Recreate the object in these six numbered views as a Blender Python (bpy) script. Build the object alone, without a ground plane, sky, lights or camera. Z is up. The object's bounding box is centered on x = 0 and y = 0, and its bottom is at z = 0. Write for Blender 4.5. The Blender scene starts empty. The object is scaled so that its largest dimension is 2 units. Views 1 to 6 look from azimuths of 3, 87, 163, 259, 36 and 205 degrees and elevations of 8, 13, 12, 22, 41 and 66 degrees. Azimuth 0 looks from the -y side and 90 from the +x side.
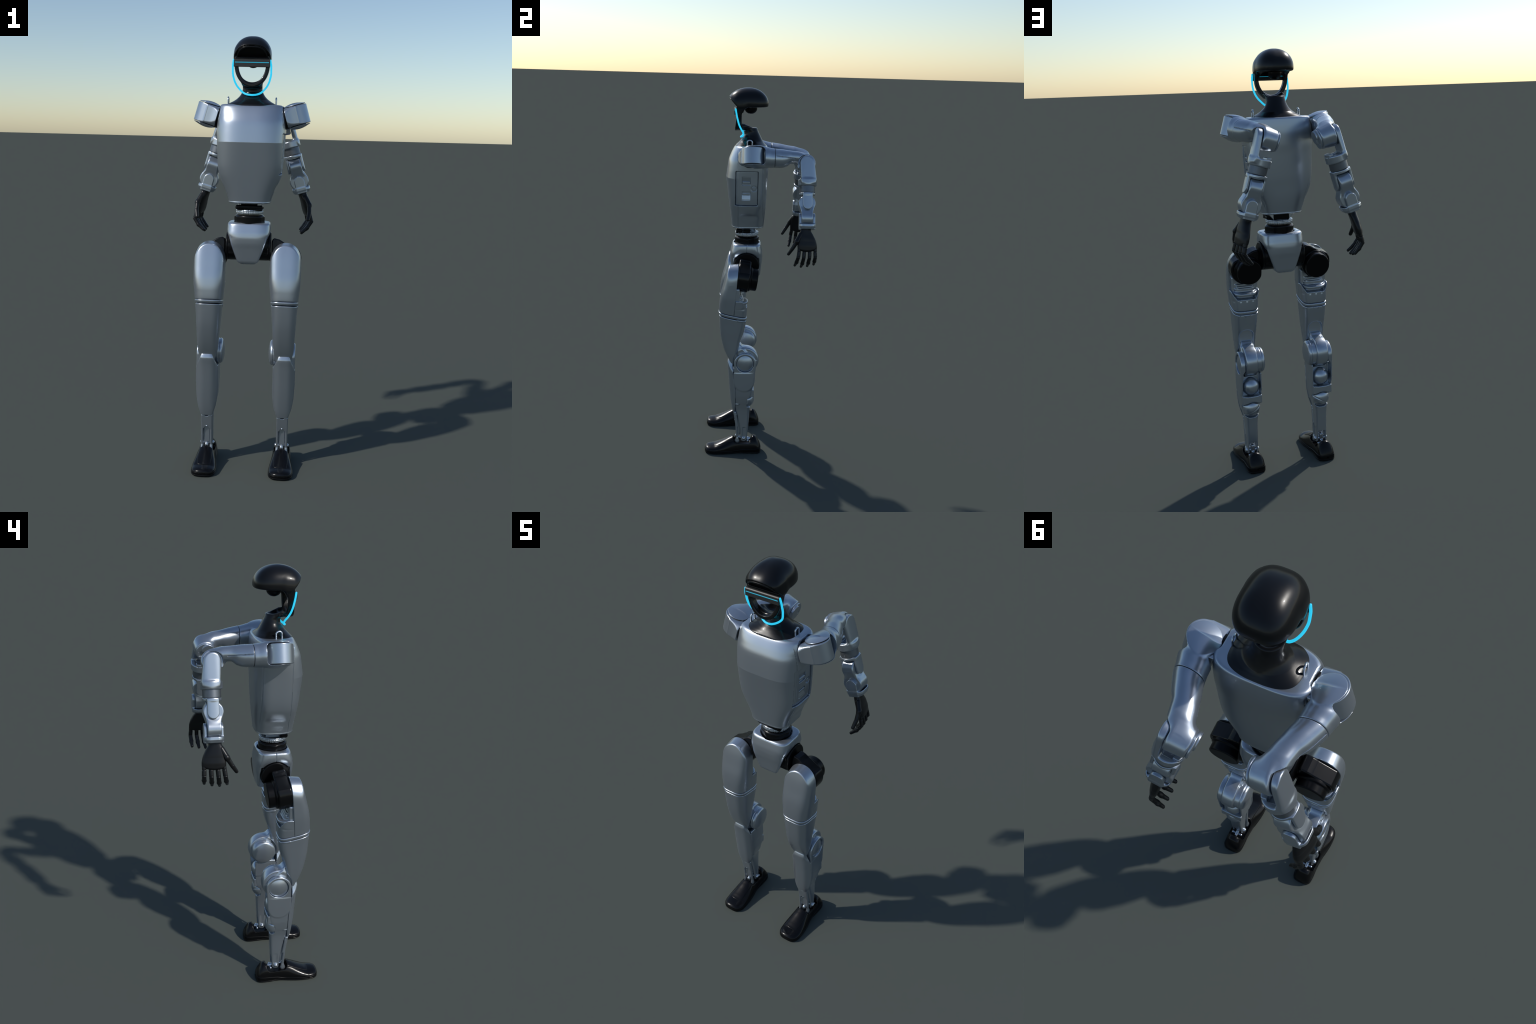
import bpy, math
import numpy as np

# ----------------------------------------------------------------------------
#  Humanoid robot.  Every part is described as a signed-distance rule (lofted
#  superellipse shells, drums, rods, rounded boxes, blends, cuts and grooves)
#  and turned into a smooth mesh.  Metres, z up, robot faces -y.
# ----------------------------------------------------------------------------

# ---------------------------------------------------------------- rule helpers
def smin(a, b, k):
    h = np.clip(0.5 + 0.5 * (b - a) / k, 0, 1)
    return b * (1 - h) + a * h - k * h * (1 - h)

def smax(a, b, k):
    return -smin(-a, -b, k)

def cut(a, b, k=0.002):
    return smax(a, -b, k)

class Curve:
    """smooth monotone interpolation through a few control values"""
    def __init__(self, keys, vals):
        o = np.argsort(keys)
        self.x = np.array(keys, float)[o]
        self.v = np.array(vals, float)[o]
        h = np.diff(self.x); d = np.diff(self.v) / h
        m = np.zeros(len(self.x)); m[0], m[-1] = d[0], d[-1]
        for i in range(1, len(m) - 1):
            if d[i - 1] * d[i] > 0:
                w1, w2 = 2 * h[i] + h[i - 1], h[i] + 2 * h[i - 1]
                m[i] = (w1 + w2) / (w1 / d[i - 1] + w2 / d[i])
        self.m, self.h = m, h
    def __call__(self, t):
        t = np.clip(t, self.x[0], self.x[-1])
        i = np.clip(np.searchsorted(self.x, t, side="right") - 1, 0, len(self.h) - 1)
        h = self.h[i]; s = (t - self.x[i]) / h
        return ((2 * s**3 - 3 * s**2 + 1) * self.v[i] + (s**3 - 2 * s**2 + s) * h * self.m[i]
                + (-2 * s**3 + 3 * s**2) * self.v[i + 1] + (s**3 - s**2) * h * self.m[i + 1])

def table(*rows):
    """rows of (station, value, value, ...) -> list of Curves"""
    cols = list(zip(*rows))
    return [Curve(cols[0], c) for c in cols[1:]]

def oval(u, v, a, b, n):
    """distance-like value of a superellipse |u/a|^n+|v/b|^n=1"""
    p, q = np.abs(u) / a, np.abs(v) / b
    s = np.maximum(p**n + q**n, 1e-9)
    g = s ** (1.0 / n)
    gr = g ** (1 - n) * np.sqrt((p ** (n - 1) / a) ** 2 + (q ** (n - 1) / b) ** 2)
    return (g - 1) / np.maximum(gr, 1e-6)

def span(t, lo, hi):
    return np.abs(t - 0.5 * (lo + hi)) - 0.5 * (hi - lo)

def rect(u, v, u0, u1, v0, v1, r):
    a = np.abs(u - (u0 + u1) / 2) - (u1 - u0) / 2 + r
    b = np.abs(v - (v0 + v1) / 2) - (v1 - v0) / 2 + r
    return np.hypot(np.maximum(a, 0), np.maximum(b, 0)) + np.minimum(np.maximum(a, b), 0) - r

def box(x, y, z, lo, hi, r):
    q = [np.abs(t - (l + h) / 2) - (h - l) / 2 + r for t, l, h in zip((x, y, z), lo, hi)]
    o = np.sqrt(sum(np.maximum(k, 0) ** 2 for k in q))
    return o + np.minimum(np.maximum(np.maximum(q[0], q[1]), q[2]), 0) - r

def extrude(d2, t, lo, hi, r):
    """2D shape d2 swept along t between lo and hi, edges rounded by r"""
    a, b = d2 + r, span(t, lo, hi) + r
    return np.hypot(np.maximum(a, 0), np.maximum(b, 0)) + np.minimum(np.maximum(a, b), 0) - r

def ball(x, y, z, c, r):
    """ellipsoid with radii r"""
    px, py, pz = (x - c[0]) / r[0], (y - c[1]) / r[1], (z - c[2]) / r[2]
    k = np.sqrt(px**2 + py**2 + pz**2)
    g = np.sqrt((px / r[0]) ** 2 + (py / r[1]) ** 2 + (pz / r[2]) ** 2) / np.maximum(k, 1e-6)
    return (k - 1) / np.maximum(g, 1e-6)

def rod(x, y, z, a, b, ra, rb=None):
    rb = ra if rb is None else rb
    a, b = np.array(a, float), np.array(b, float); d = b - a
    t = np.clip(((x - a[0]) * d[0] + (y - a[1]) * d[1] + (z - a[2]) * d[2]) / (d @ d), 0, 1)
    return np.sqrt((x - a[0] - t * d[0]) ** 2 + (y - a[1] - t * d[1]) ** 2 + (z - a[2] - t * d[2]) ** 2) - (ra + (rb - ra) * t)

def chain2(u, v, pts):
    """distance to a polyline in a plane"""
    best = None
    for (a, b), (c, d) in zip(pts[:-1], pts[1:]):
        e, f = c - a, d - b
        t = np.clip(((u - a) * e + (v - b) * f) / (e * e + f * f), 0, 1)
        k = np.hypot(u - a - t * e, v - b - t * f)
        best = k if best is None else np.minimum(best, k)
    return best

def hull2(u, v, c0, r0, c1, r1):
    """tapered stadium: hull of two discs"""
    du, dv = c1[0] - c0[0], c1[1] - c0[1]
    L = math.hypot(du, dv); e = (du / L, dv / L)
    s = (u - c0[0]) * e[0] + (v - c0[1]) * e[1]
    w = np.abs(-(u - c0[0]) * e[1] + (v - c0[1]) * e[0])
    k = (r0 - r1) / L; q = math.sqrt(max(1 - k * k, 1e-6))
    t = np.clip(s + w * k / q, 0, L)
    return np.hypot(s - t, w) - (r0 + (r1 - r0) * t / L)

def groove(f, t, t0, depth, width):
    return f + depth * np.exp(-((t - t0) / width) ** 2)

# ---------------------------------------------------------------- frames
class Frame:
    def __init__(self, origin, ex, ey, ez):
        self.o = np.array(origin, float); self.R = np.array([ex, ey, ez], float)
    def out(self, p):
        return p @ self.R + self.o
    def dirs(self, n):
        return n @ self.R

WORLD = Frame((0, 0, 0), (1, 0, 0), (0, 1, 0), (0, 0, 1))
A16 = math.radians(16)
ARM = Frame((0.209, 0, 1.6565), (math.cos(A16), 0, math.sin(A16)), (0, 1, 0), (-math.sin(A16), 0, math.cos(A16)))
A8 = math.radians(7.8)
HIP = Frame((0.170, -0.090, 1.0), (1, 0, 0), (0, math.cos(A8), -math.sin(A8)), (0, math.sin(A8), math.cos(A8)))

# ---------------------------------------------------------------- mesher
def polygonise(f, lo, hi, h):
    lo, hi = np.array(lo, float), np.array(hi, float)
    n = np.ceil((hi - lo) / h).astype(int) + 1
    ax = [lo[i] + h * np.arange(n[i]) for i in range(3)]
    V = np.empty(n)
    for i0 in range(0, n[0], 24):
        X, Y, Z = np.meshgrid(ax[0][i0:i0 + 24], ax[1], ax[2], indexing="ij")
        V[i0:i0 + 24] = f(X, Y, Z)
    S = V < 0
    c = sum(S[i:n[0] - 1 + i, j:n[1] - 1 + j, k:n[2] - 1 + k].astype(np.int8) for i in (0, 1) for j in (0, 1) for k in (0, 1))
    cell = np.argwhere((c > 0) & (c < 8))
    idx = -np.ones(c.shape, np.int64); idx[tuple(cell.T)] = np.arange(len(cell))
    corner = np.array([(i, j, k) for i in (0, 1) for j in (0, 1) for k in (0, 1)])
    cv = np.stack([V[tuple((cell + o).T)] for o in corner], 1)
    acc, cnt = np.zeros((len(cell), 3)), np.zeros(len(cell))
    for a in range(8):
        for b in range(a + 1, 8):
            if np.abs(corner[a] - corner[b]).sum() == 1:
                m = (cv[:, a] < 0) != (cv[:, b] < 0)
                t = cv[m, a] / (cv[m, a] - cv[m, b])
                acc[m] += corner[a] + t[:, None] * (corner[b] - corner[a]); cnt[m] += 1
    P = lo + h * (cell + acc / cnt[:, None])
    quads = []
    for d in range(3):
        u, v = (d + 1) % 3, (d + 2) % 3
        sl0 = [slice(None)] * 3; sl1 = [slice(None)] * 3
        sl0[d], sl1[d] = slice(0, -1), slice(1, None)
        s0, s1 = S[tuple(sl0)], S[tuple(sl1)]
        e = np.argwhere(s0 != s1)
        e = e[(e[:, u] > 0) & (e[:, v] > 0) & (e[:, u] < n[u] - 1) & (e[:, v] < n[v] - 1)]
        du, dv = np.zeros(3, int), np.zeros(3, int); du[u], dv[v] = 1, 1
        q = np.stack([idx[tuple((e - du - dv).T)], idx[tuple((e - dv).T)], idx[tuple(e.T)], idx[tuple((e - du).T)]], 1)
        flip = ~s0[tuple(e.T)]
        q[flip] = q[flip][:, ::-1]
        quads.append(q)
    Q = np.concatenate(quads)

    def grad(p, e):
        g = np.empty_like(p)
        for i in range(3):
            a, b = p.copy(), p.copy(); a[:, i] += e; b[:, i] -= e
            g[:, i] = f(*a.T) - f(*b.T)
        return g / (2 * e)
    for _ in range(4):
        v, g = f(*P.T), grad(P, 2e-4)
        s = -v / np.maximum((g * g).sum(1), 0.05)
        P = P + np.clip(s, -0.5 * h, 0.5 * h)[:, None] * g / np.maximum(1.0, np.linalg.norm(g, axis=1))[:, None]
    N = grad(P, 3.5e-4)
    N /= np.maximum(np.linalg.norm(N, axis=1), 1e-9)[:, None]
    return P, Q, N

def new_mesh_object(name, P, Q, N, mat, parent):
    me = bpy.data.meshes.new(name)
    me.vertices.add(len(P)); me.vertices.foreach_set("co", P.astype(np.float32).ravel())
    me.loops.add(Q.size); me.loops.foreach_set("vertex_index", Q.astype(np.int32).ravel())
    me.polygons.add(len(Q)); me.polygons.foreach_set("loop_start", np.arange(0, Q.size, 4, dtype=np.int32))
    me.update(calc_edges=True)
    me.polygons.foreach_set("use_smooth", np.ones(len(Q), bool))
    me.normals_split_custom_set_from_vertices(N.astype(np.float32))
    me.materials.append(mat)
    ob = bpy.data.objects.new(name, me)
    bpy.context.scene.collection.objects.link(ob)
    ob.parent = parent
    return ob

def part(name, f, lo, hi, h, mat, parent, frame=WORLD, pair=False):
    P, Q, N = polygonise(f, lo, hi, h)
    P, N = frame.out(P), frame.dirs(N)
    made = [new_mesh_object(name, P, Q, N, mat, parent[0] if isinstance(parent, (list, tuple)) else parent)]
    if pair:
        M = np.array([-1, 1, 1])
        made.append(new_mesh_object(name, P * M, Q[:, ::-1], N * M, mat, parent[1] if isinstance(parent, (list, tuple)) else parent))
    return made

# ---------------------------------------------------------------- materials
def material(name, base, rough, metallic=0.0, coat=0.0, spec=0.5, grain=0.012, bump=0.0, scale=4.0, coat_rough=0.06):
    m = bpy.data.materials.new(name); m.use_nodes = True
    nt = m.node_tree; b = nt.nodes["Principled BSDF"]
    tc = nt.nodes.new("ShaderNodeTexCoord")
    no = nt.nodes.new("ShaderNodeTexNoise"); no.inputs["Scale"].default_value = scale; no.inputs["Detail"].default_value = 1
    nt.links.new(tc.outputs["Object"], no.inputs["Vector"])
    ramp = nt.nodes.new("ShaderNodeValToRGB")
    ramp.color_ramp.elements[0].position, ramp.color_ramp.elements[1].position = 0.3, 0.7
    ramp.color_ramp.elements[0].color = [c * (1 - grain) for c in base] + [1]
    ramp.color_ramp.elements[1].color = [c * (1 + grain) for c in base] + [1]
    nt.links.new(no.outputs["Fac"], ramp.inputs["Fac"])
    nt.links.new(ramp.outputs["Color"], b.inputs["Base Color"])
    mr = nt.nodes.new("ShaderNodeMapRange")
    mr.inputs["To Min"].default_value, mr.inputs["To Max"].default_value = rough * 0.98, rough * 1.02
    nt.links.new(no.outputs["Fac"], mr.inputs["Value"]); nt.links.new(mr.outputs["Result"], b.inputs["Roughness"])
    b.inputs["Metallic"].default_value = metallic
    b.inputs["Specular IOR Level"].default_value = spec
    b.inputs["Coat Weight"].default_value = coat; b.inputs["Coat Roughness"].default_value = coat_rough
    if bump:
        bp = nt.nodes.new("ShaderNodeBump"); bp.inputs["Strength"].default_value = bump; bp.inputs["Distance"].default_value = 0.001
        nt.links.new(no.outputs["Fac"], bp.inputs["Height"]); nt.links.new(bp.outputs["Normal"], b.inputs["Normal"])
    return m

SILVER = material("silver_metal", (0.440, 0.485, 0.540), 0.30, metallic=0.85)
CHROME = material("bright_metal", (0.56, 0.60, 0.65), 0.285, metallic=0.95)
SLEEVE = material("grey_sleeve", (0.175, 0.19, 0.21), 0.42, metallic=0.8)
BLACK = material("black_gloss", (0.0055, 0.0058, 0.0065), 0.30, coat=0.14, spec=0.26, coat_rough=0.035)
DARK = material("black_satin", (0.0035, 0.0035, 0.004), 0.30, spec=0.16)
HIPB = material("black_anodised", (0.004, 0.0041, 0.0046), 0.24, spec=0.24)
BAR = material("dark_grey_plastic", (0.022, 0.023, 0.023), 0.45)
HAND = material("hand_black", (0.0075, 0.0077, 0.0085), 0.34, spec=0.32)
SHOE = material("shoe_black", (0.0035, 0.0035, 0.004), 0.26, coat=0.06, spec=0.22)

def glow(name, color, strength):
    m = bpy.data.materials.new(name); m.use_nodes = True
    nt = m.node_tree; b = nt.nodes["Principled BSDF"]
    b.inputs["Base Color"].default_value = (color[0] * 0.2, color[1] * 0.2, color[2] * 0.2, 1)
    tc = nt.nodes.new("ShaderNodeTexCoord"); no = nt.nodes.new("ShaderNodeTexNoise")
    no.inputs["Scale"].default_value = 30
    nt.links.new(tc.outputs["Object"], no.inputs["Vector"])
    mr = nt.nodes.new("ShaderNodeMapRange")
    mr.inputs["To Min"].default_value, mr.inputs["To Max"].default_value = strength * 0.95, strength * 1.05
    nt.links.new(no.outputs["Fac"], mr.inputs["Value"])
    b.inputs["Emission Color"].default_value = (*color, 1)
    nt.links.new(mr.outputs["Result"], b.inputs["Emission Strength"])
    return m

CYAN = glow("cyan_light", (0.026, 0.56, 0.84), 1.0)
STRIP = glow("cyan_strip", (0.02, 0.42, 0.62), 0.6)

# ---------------------------------------------------------------- hierarchy
robot = bpy.data.objects.new("humanoid_robot", None)
bpy.context.scene.collection.objects.link(robot)
robot["label"] = "silver and black humanoid robot standing, cyan light ring below head"
robot["category"] = "robot"

# ======================================================================= HEAD
CUT_N = (-0.742, -0.671)
def face_plane(y, z):
    return (y + 0.187) * CUT_N[0] + (z - 1.950) * CUT_N[1]

def dome(x, y, z, grow=0.0):
    zb, H = 1.917, 0.083 + grow
    t = np.clip((z - zb) / H, 0, 1.6)
    under = np.clip((zb - z) / 0.022, 0, 3)
    v = y + 0.080
    depth = np.where(v < 0, 0.116, 0.104) + grow
    n = 2.7
    plan = ((np.abs(x) / (0.084 + grow)) ** n + (np.abs(v) / depth) ** n) ** (1 / n)
    wx = (np.abs(x) / 0.084) ** 2 / np.maximum((np.abs(x) / 0.084) ** 2 + (v / depth) ** 2, 1e-6)
    p = 2.0 + 0.12 * wx
    k = (plan ** p + t ** p) ** (1 / p) + 0.03 * under**2
    return (k - 1) * 0.075

def head_shell(x, y, z):
    f = dome(x, y, z)
    f = smax(f, 1.8995 + 0.03 * (y + 0.02) - z, 0.008)
    yb = -0.106 - 0.40 * np.clip(1.893 - z, 0, 0.05)
    cheek = extrude(chain2(np.abs(x), z, [(0.056, 1.93), (0.0655, 1.890), (0.0695, 1.862)]) - 0.0085, y + (-0.106 - yb) * 0.5, -0.147, -0.106, 0.006)
    cheek = smax(cheek, -(y + 0.147), 0.004)
    f = smin(f, cheek, 0.030)
    f = smax(f, face_plane(y, z), 0.004)
    inner = np.maximum(dome(x, y, z, -0.0065), -face_plane(y, z) - 0.045)
    inner = smax(inner, 1.900 - z, 0.004)
    f = cut(f, inner, 0.005)
    lip = np.abs(dome(x, y, z, -0.0025)) - 0.0010
    f = cut(f, np.maximum(lip, -face_plane(y, z) - 0.004), 0.0015)
    return f
head = part("head_shell", head_shell, (-0.1, -0.205, 1.85), (0.1, 0.035, 2.01), 0.0022, BLACK, robot)[0]

def visor(x, y, z):
    d = dome(x, y, z, -0.005)
    rim = smax(d, face_plane(y, z) + 0.003, 0.003)
    bowl = np.maximum(dome(x, y, z, -0.011), -face_plane(y, z) - 0.004)
    f = cut(rim, smax(bowl, 1.9035 - z, 0.003), 0.005)
    f = smax(f, -face_plane(y, z) - 0.05, 0.003)
    f = smax(f, 1.901 - z, 0.003)
    return np.minimum(f, box(x, y, z, (-0.0755, -0.1465, 1.879), (0.0755, -0.118, 1.9035), 0.003))
def visor_lip(x, y, z):
    g = face_plane(y, z)
    a, b = dome(x, y, z, -0.0085), g + 0.0005
    f = np.hypot(a, b) - 0.0024
    return smax(f, 1.900 - z, 0.002)
part("visor_lip", visor_lip, (-0.09, -0.195, 1.893), (0.09, -0.12, 1.97), 0.0016, BLACK, head)
part("visor_recess", visor, (-0.09, -0.19, 1.873), (0.09, -0.06, 1.98), 0.0025, DARK, head)

def bar(x, y, z):
    f = box(x, y, z, (-0.0805, -0.157, 1.860), (0.0805, -0.1445, 1.8945), 0.0015)
    return smax(f, (-(y + 0.157) + (z - 1.8945)) * 0.707 + 0.003, 0.001)
part("visor_bar", bar, (-0.085, -0.163, 1.855), (0.085, -0.14, 1.9), 0.0018, BAR, head)
part("light_strip", lambda x, y, z: box(x, y, z, (-0.0755, -0.1582, 1.8775 ), (0.0755, -0.1433, 1.8812), 0.0008),
     (-0.08, -0.16, 1.874), (0.08, -0.141, 1.885), 0.0012, STRIP, head)
part("sensor_dome", lambda x, y, z: smax(ball(x, y, z, (0, -0.069, 1.893), (0.032, 0.034, 0.031)), z - 1.905, 0.003),
     (-0.04, -0.11, 1.855), (0.04, -0.03, 1.91), 0.002, DARK, head)

TUBE = [(0.0815, -0.1505, 1.889), (0.0855, -0.1455, 1.862), (0.0855, -0.1395, 1.836), (0.080, -0.1305, 1.806),
        (0.0695, -0.1185, 1.782), (0.055, -0.1085, 1.764), (0.042, -0.107, 1.752), (0.028, -0.113, 1.7445), (0.013, -0.119, 1.741), (0, -0.1205, 1.740)]
def smooth_path(pts, n):
    s = np.concatenate([[0], np.cumsum([math.dist(a, b) for a, b in zip(pts[:-1], pts[1:])])])
    cs = [Curve(s, [p[i] for p in pts]) for i in range(3)]
    t = np.linspace(0, s[-1], n)
    return list(zip(*[c(t) for c in cs]))
TUBE_PTS = smooth_path(TUBE, 26)
def tube(x, y, z):
    ax = np.abs(x); f = None
    for a, b in zip(TUBE_PTS[:-1], TUBE_PTS[1:]):
        k = rod(ax, y, z, a, b, 0.0043)
        f = k if f is None else np.minimum(f, k)
    return f
part("light_ring", tube, (-0.094, -0.16, 1.73), (0.094, -0.098, 1.897), 0.0018, CYAN, robot)

# ======================================================================= NECK
U_PTS = [(0.070 * math.cos(t), 1.872 - 0.0905 * math.sin(t)) for t in np.linspace(0, math.pi / 2, 15)]
U_PTS = [(0.0715, 1.905)] + U_PTS
def frame_f(x, y, z):
    d = chain2(np.abs(x), z, U_PTS) - 0.0088
    ybk = -0.118 + 0.012 * np.clip((z - 1.86) / 0.04, 0, 1)
    yfr = -0.1455 - 0.007 * np.clip((1.85 - z) / 0.06, 0, 1)
    a, b = d + 0.005, np.abs(y - (ybk + yfr) / 2) - (ybk - yfr) / 2 + 0.005
    f = np.hypot(np.maximum(a, 0), np.maximum(b, 0)) + np.minimum(np.maximum(a, b), 0) - 0.005
    web = extrude(rect(x, z, -0.045, 0.045, 1.779, 1.802, 0.008) , y, -0.128, -0.098, 0.008)
    web = cut(web, ball(x, y, z, (0, -0.110, 1.835), (0.058, 0.10, 0.047)), 0.006)
    f = smin(f, web, 0.010)
    return f
NECK = table((1.684, 0.1160, -0.1500, 0.0215), (1.695, 0.1140, -0.1470, 0.0190), (1.704, 0.1030, -0.1390, 0.0120),
             (1.713, 0.0870, -0.1300, 0.0045), (1.726, 0.0690, -0.1190, -0.0035), (1.741, 0.0555, -0.1070, -0.0115),
             (1.756, 0.0480, -0.1000, -0.0190), (1.772, 0.0450, -0.1010, -0.0265), (1.784, 0.0452, -0.1170, -0.0310), (1.795, 0.0465, -0.1270, -0.0350), (1.82, 0.0475, -0.13, -0.038))
def neck_top(x, y):
    return 1.7905 + 0.016 * np.clip(np.abs(x) / 0.045, 0, 1) ** 2 * np.clip((-0.06 - y) / 0.045, 0, 1)
def neck(x, y, z):
    hw, yf, yb = (c(z) for c in NECK)
    n = 2.0 + 1.5 * np.clip((1.72 - z) / 0.03, 0, 1)
    f = oval(x, y - (yf + yb) / 2, hw, (yb - yf) / 2, n) * 0.8
    f = smax(f, z - neck_top(x, y), 0.005)
    f = cut(f, ball(x, y, z, (0, -0.080, 1.804), (0.0390, 0.043, 0.026)), 0.004)
    g = frame_f(x, y, z) + 0.0006
    f = np.where(z > 1.745, smax(smin(f, g, 0.018), z - 1.825, 0.006), f)
    return smax(f, 1.684 - z, 0.002)
part("neck", neck, (-0.12, -0.16, 1.68), (0.12, 0.03, 1.82), 0.0025, BLACK, robot)

part("face_frame", frame_f, (-0.088, -0.16, 1.765), (0.088, -0.09, 1.912), 0.002, BLACK, robot)

# ====================================================================== TORSO
TORSO = table((1.250, 0.0945, -0.1585, 0.0115), (1.275, 0.1005, -0.1618, 0.0145), (1.310, 0.113, -0.1664, 0.0180), (1.345, 0.1290, -0.1709, 0.0205),
              (1.385, 0.1450, -0.1761, 0.0225), (1.420, 0.1500, -0.1807, 0.0245), (1.480, 0.1535, -0.1884, 0.0270), (1.5305, 0.1558, -0.1950, 0.0288), (1.580, 0.158, -0.2014, 0.0305),
              (1.620, 0.1585, -0.207, 0.0300), (1.655, 0.1570, -0.211, 0.0280), (1.680, 0.1540, -0.215, 0.0255), (1.700, 0.1500, -0.218, 0.0225), (1.715, 0.147, -0.22, 0.019))
CHEST = Curve((1.40, 1.5305, 1.580, 1.618, 1.650, 1.680, 1.700, 1.715), (-0.214, -0.1950, -0.1885, -0.1825, -0.1710, -0.1560, -0.1430, -0.134))
def torso_skin(x, y, z):
    hw, yf, yb = (c(z) for c in TORSO)
    yf = np.maximum(yf, CHEST(z))
    yc = -0.055
    v = y - yc
    nf = 3.9 - 0.7 * np.clip((z - 1.42) / 0.22, 0, 1)
    f1 = oval(x, v, hw, np.where(v < 0, yc - yf, yb - yc), np.where(v < 0, nf, 3.2)) * 0.9
    return f1
def torso(x, y, z):
    f = torso_skin(x, y, z)
    f = smax(f, z - 1.6985 + 4.0 * np.maximum(np.abs(x) - 0.115, 0) ** 2, 0.011)
    f = smax(f, 1.2555 + 0.02 * (y + 0.07) - z, 0.005)
    # panel seams on both flanks
    side = np.clip((np.abs(x) - 0.085) / 0.01, 0, 1)
    seamF = np.exp(-((y + 0.131 + 0.02 * (z - 1.5)) / 0.0014) ** 2)
    seamB = np.exp(-((y - 0.000 + 0.01 * (z - 1.5)) / 0.0018) ** 2)
    f = f + 0.0022 * side * (seamF + seamB) * np.clip((1.68 - z) / 0.03, 0, 1)
    # shallow dent low on the flank
    f = f + 0.003 * side * np.exp(-((z - 1.325) / 0.016) ** 2) * np.exp(-((y + 0.065) / 0.05) ** 4)
    # bottom lip
    f = f - 0.0015 * np.exp(-((z - 1.259) / 0.003) ** 2)
    # recess for the door on the robot's left flank (+x)
    door = rect(y, z, -0.1455, -0.0255, 1.3875, 1.5715, 0.006)
    f = np.where(x > 0, cut(f, np.maximum(door, -(torso_skin(x, y, z) + 0.021)), 0.0015), f)
    # seat of the shoulder motor
    ax = np.abs(x)
    lx = (ax - 0.209) * math.cos(A16) + (z - 1.6565) * math.sin(A16)
    lz = -(ax - 0.209) * math.sin(A16) + (z - 1.6565) * math.cos(A16)
    seat = extrude(np.hypot((y + 0.072), lz) - 0.064, lx, -0.0585, 0.1, 0.004)
    f = cut(f, seat, 0.004)
    return f
tor = part("torso", torso, (-0.17, -0.21, 1.245), (0.17, 0.045, 1.715), 0.003, SILVER, robot)[0]

def door(x, y, z):
    d = rect(y, z, -0.1435, -0.0275, 1.3895, 1.5695, 0.005)
    s = torso_skin(x, y, z) + 0.0075
    f = smax(smax(d, s, 0.002), -(s + 0.0125), 0.001)
    g1 = rect(y, z, -0.1115, -0.0655, 1.497, 1.543, 0.004)
    g2 = rect(y, z, -0.1105, -0.0645, 1.417, 1.463, 0.004)
    ramp1 = s + 0.0075 * np.clip((1.543 - z) / 0.034, 0.10, 1.0)
    ramp2 = s + 0.0075 * np.clip((z - 1.417) / 0.034, 0.10, 1.0)
    f = cut(f, np.maximum(g1, -ramp1), 0.0012)
    f = cut(f, np.maximum(g2, -ramp2), 0.0012)
    knob = np.hypot(y + 0.047, z - 1.480)
    f = cut(f, np.maximum(np.abs(knob - 0.0125) - 0.0035, -(s + 0.005)), 0.0012)
    return groove(f, y, -0.1265, 0.0008, 0.0015)
part("access_door", door, (0.10, -0.15, 1.383), (0.165, -0.02, 1.576), 0.0018, SILVER, tor)
for zz in (1.5115, 1.449):
    part("door_latch", lambda x, y, z: smax(smax(np.abs(z - zz) - 0.0055, np.abs(y + 0.088) - 0.0205, 0.002), np.abs(torso_skin(x, y, z) + 0.0125) - 0.0040, 0.002),
         (0.105, -0.115, zz - 0.01), (0.165, -0.06, zz + 0.01), 0.0015, SILVER, tor)

def ring(x, y, z):
    u, v = y + 0.0735, z - 1.7175
    d = np.where(v > 0, np.abs(np.hypot(u, v) - 0.0130), np.abs(np.abs(u) - 0.0130))
    f = np.hypot(d, (x - 0.109)) - 0.0036
    return np.maximum(f, 1.694 - z)
part("lifting_ring", ring, (0.102, -0.095, 1.69), (0.116, -0.052, 1.738), 0.0013, CHROME, robot, pair=True)

# ====================================================================== WAIST
def hanger(x, y, z):
    hw = 0.0535 + (z - 1.243) * 0.85
    f = smax(np.abs(x) - hw, np.maximum(span(y, -0.117, -0.036), span(z, 1.2225, 1.275)), 0.002)
    f = cut(f, box(x, y, z, (-0.037, -0.14, 1.225), (0.037, -0.02, 1.2625), 0.003), 0.002)
    return f
waist = part("waist_bracket", hanger, (-0.09, -0.125, 1.213), (0.09, -0.02, 1.28), 0.002, CHROME, robot)[0]
def cable(x, y, z):
    f = box(x, y, z, (-0.0625, -0.137, 1.2255), (0.0625, -0.102, 1.246), 0.008)
    f = np.minimum(f, box(x, y, z, (-0.036, -0.1195, 1.225), (0.036, -0.033, 1.262), 0.003))
    f = np.minimum(f, rod(x, y, z, (-0.05, -0.128, 1.229), (0.055, -0.131, 1.2275), 0.007))
    return np.minimum(f, box(x, y, z, (0.045, -0.098, 1.224), (0.064, -0.06, 1.240), 0.004))
part("connector_block", cable, (-0.07, -0.145, 1.213), (0.07, -0.028, 1.268), 0.0018, DARK, robot)
for sx in (-0.047, 0.041):
    part("stud", lambda x, y, z: rod(x, y, z, (sx, -0.120, 1.234), (sx, -0.120, 1.262), 0.0042), (sx - 0.006, -0.127, 1.228), (sx + 0.006, -0.113, 1.268), 0.0012, CHROME, robot)
WY = -0.0765
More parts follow.
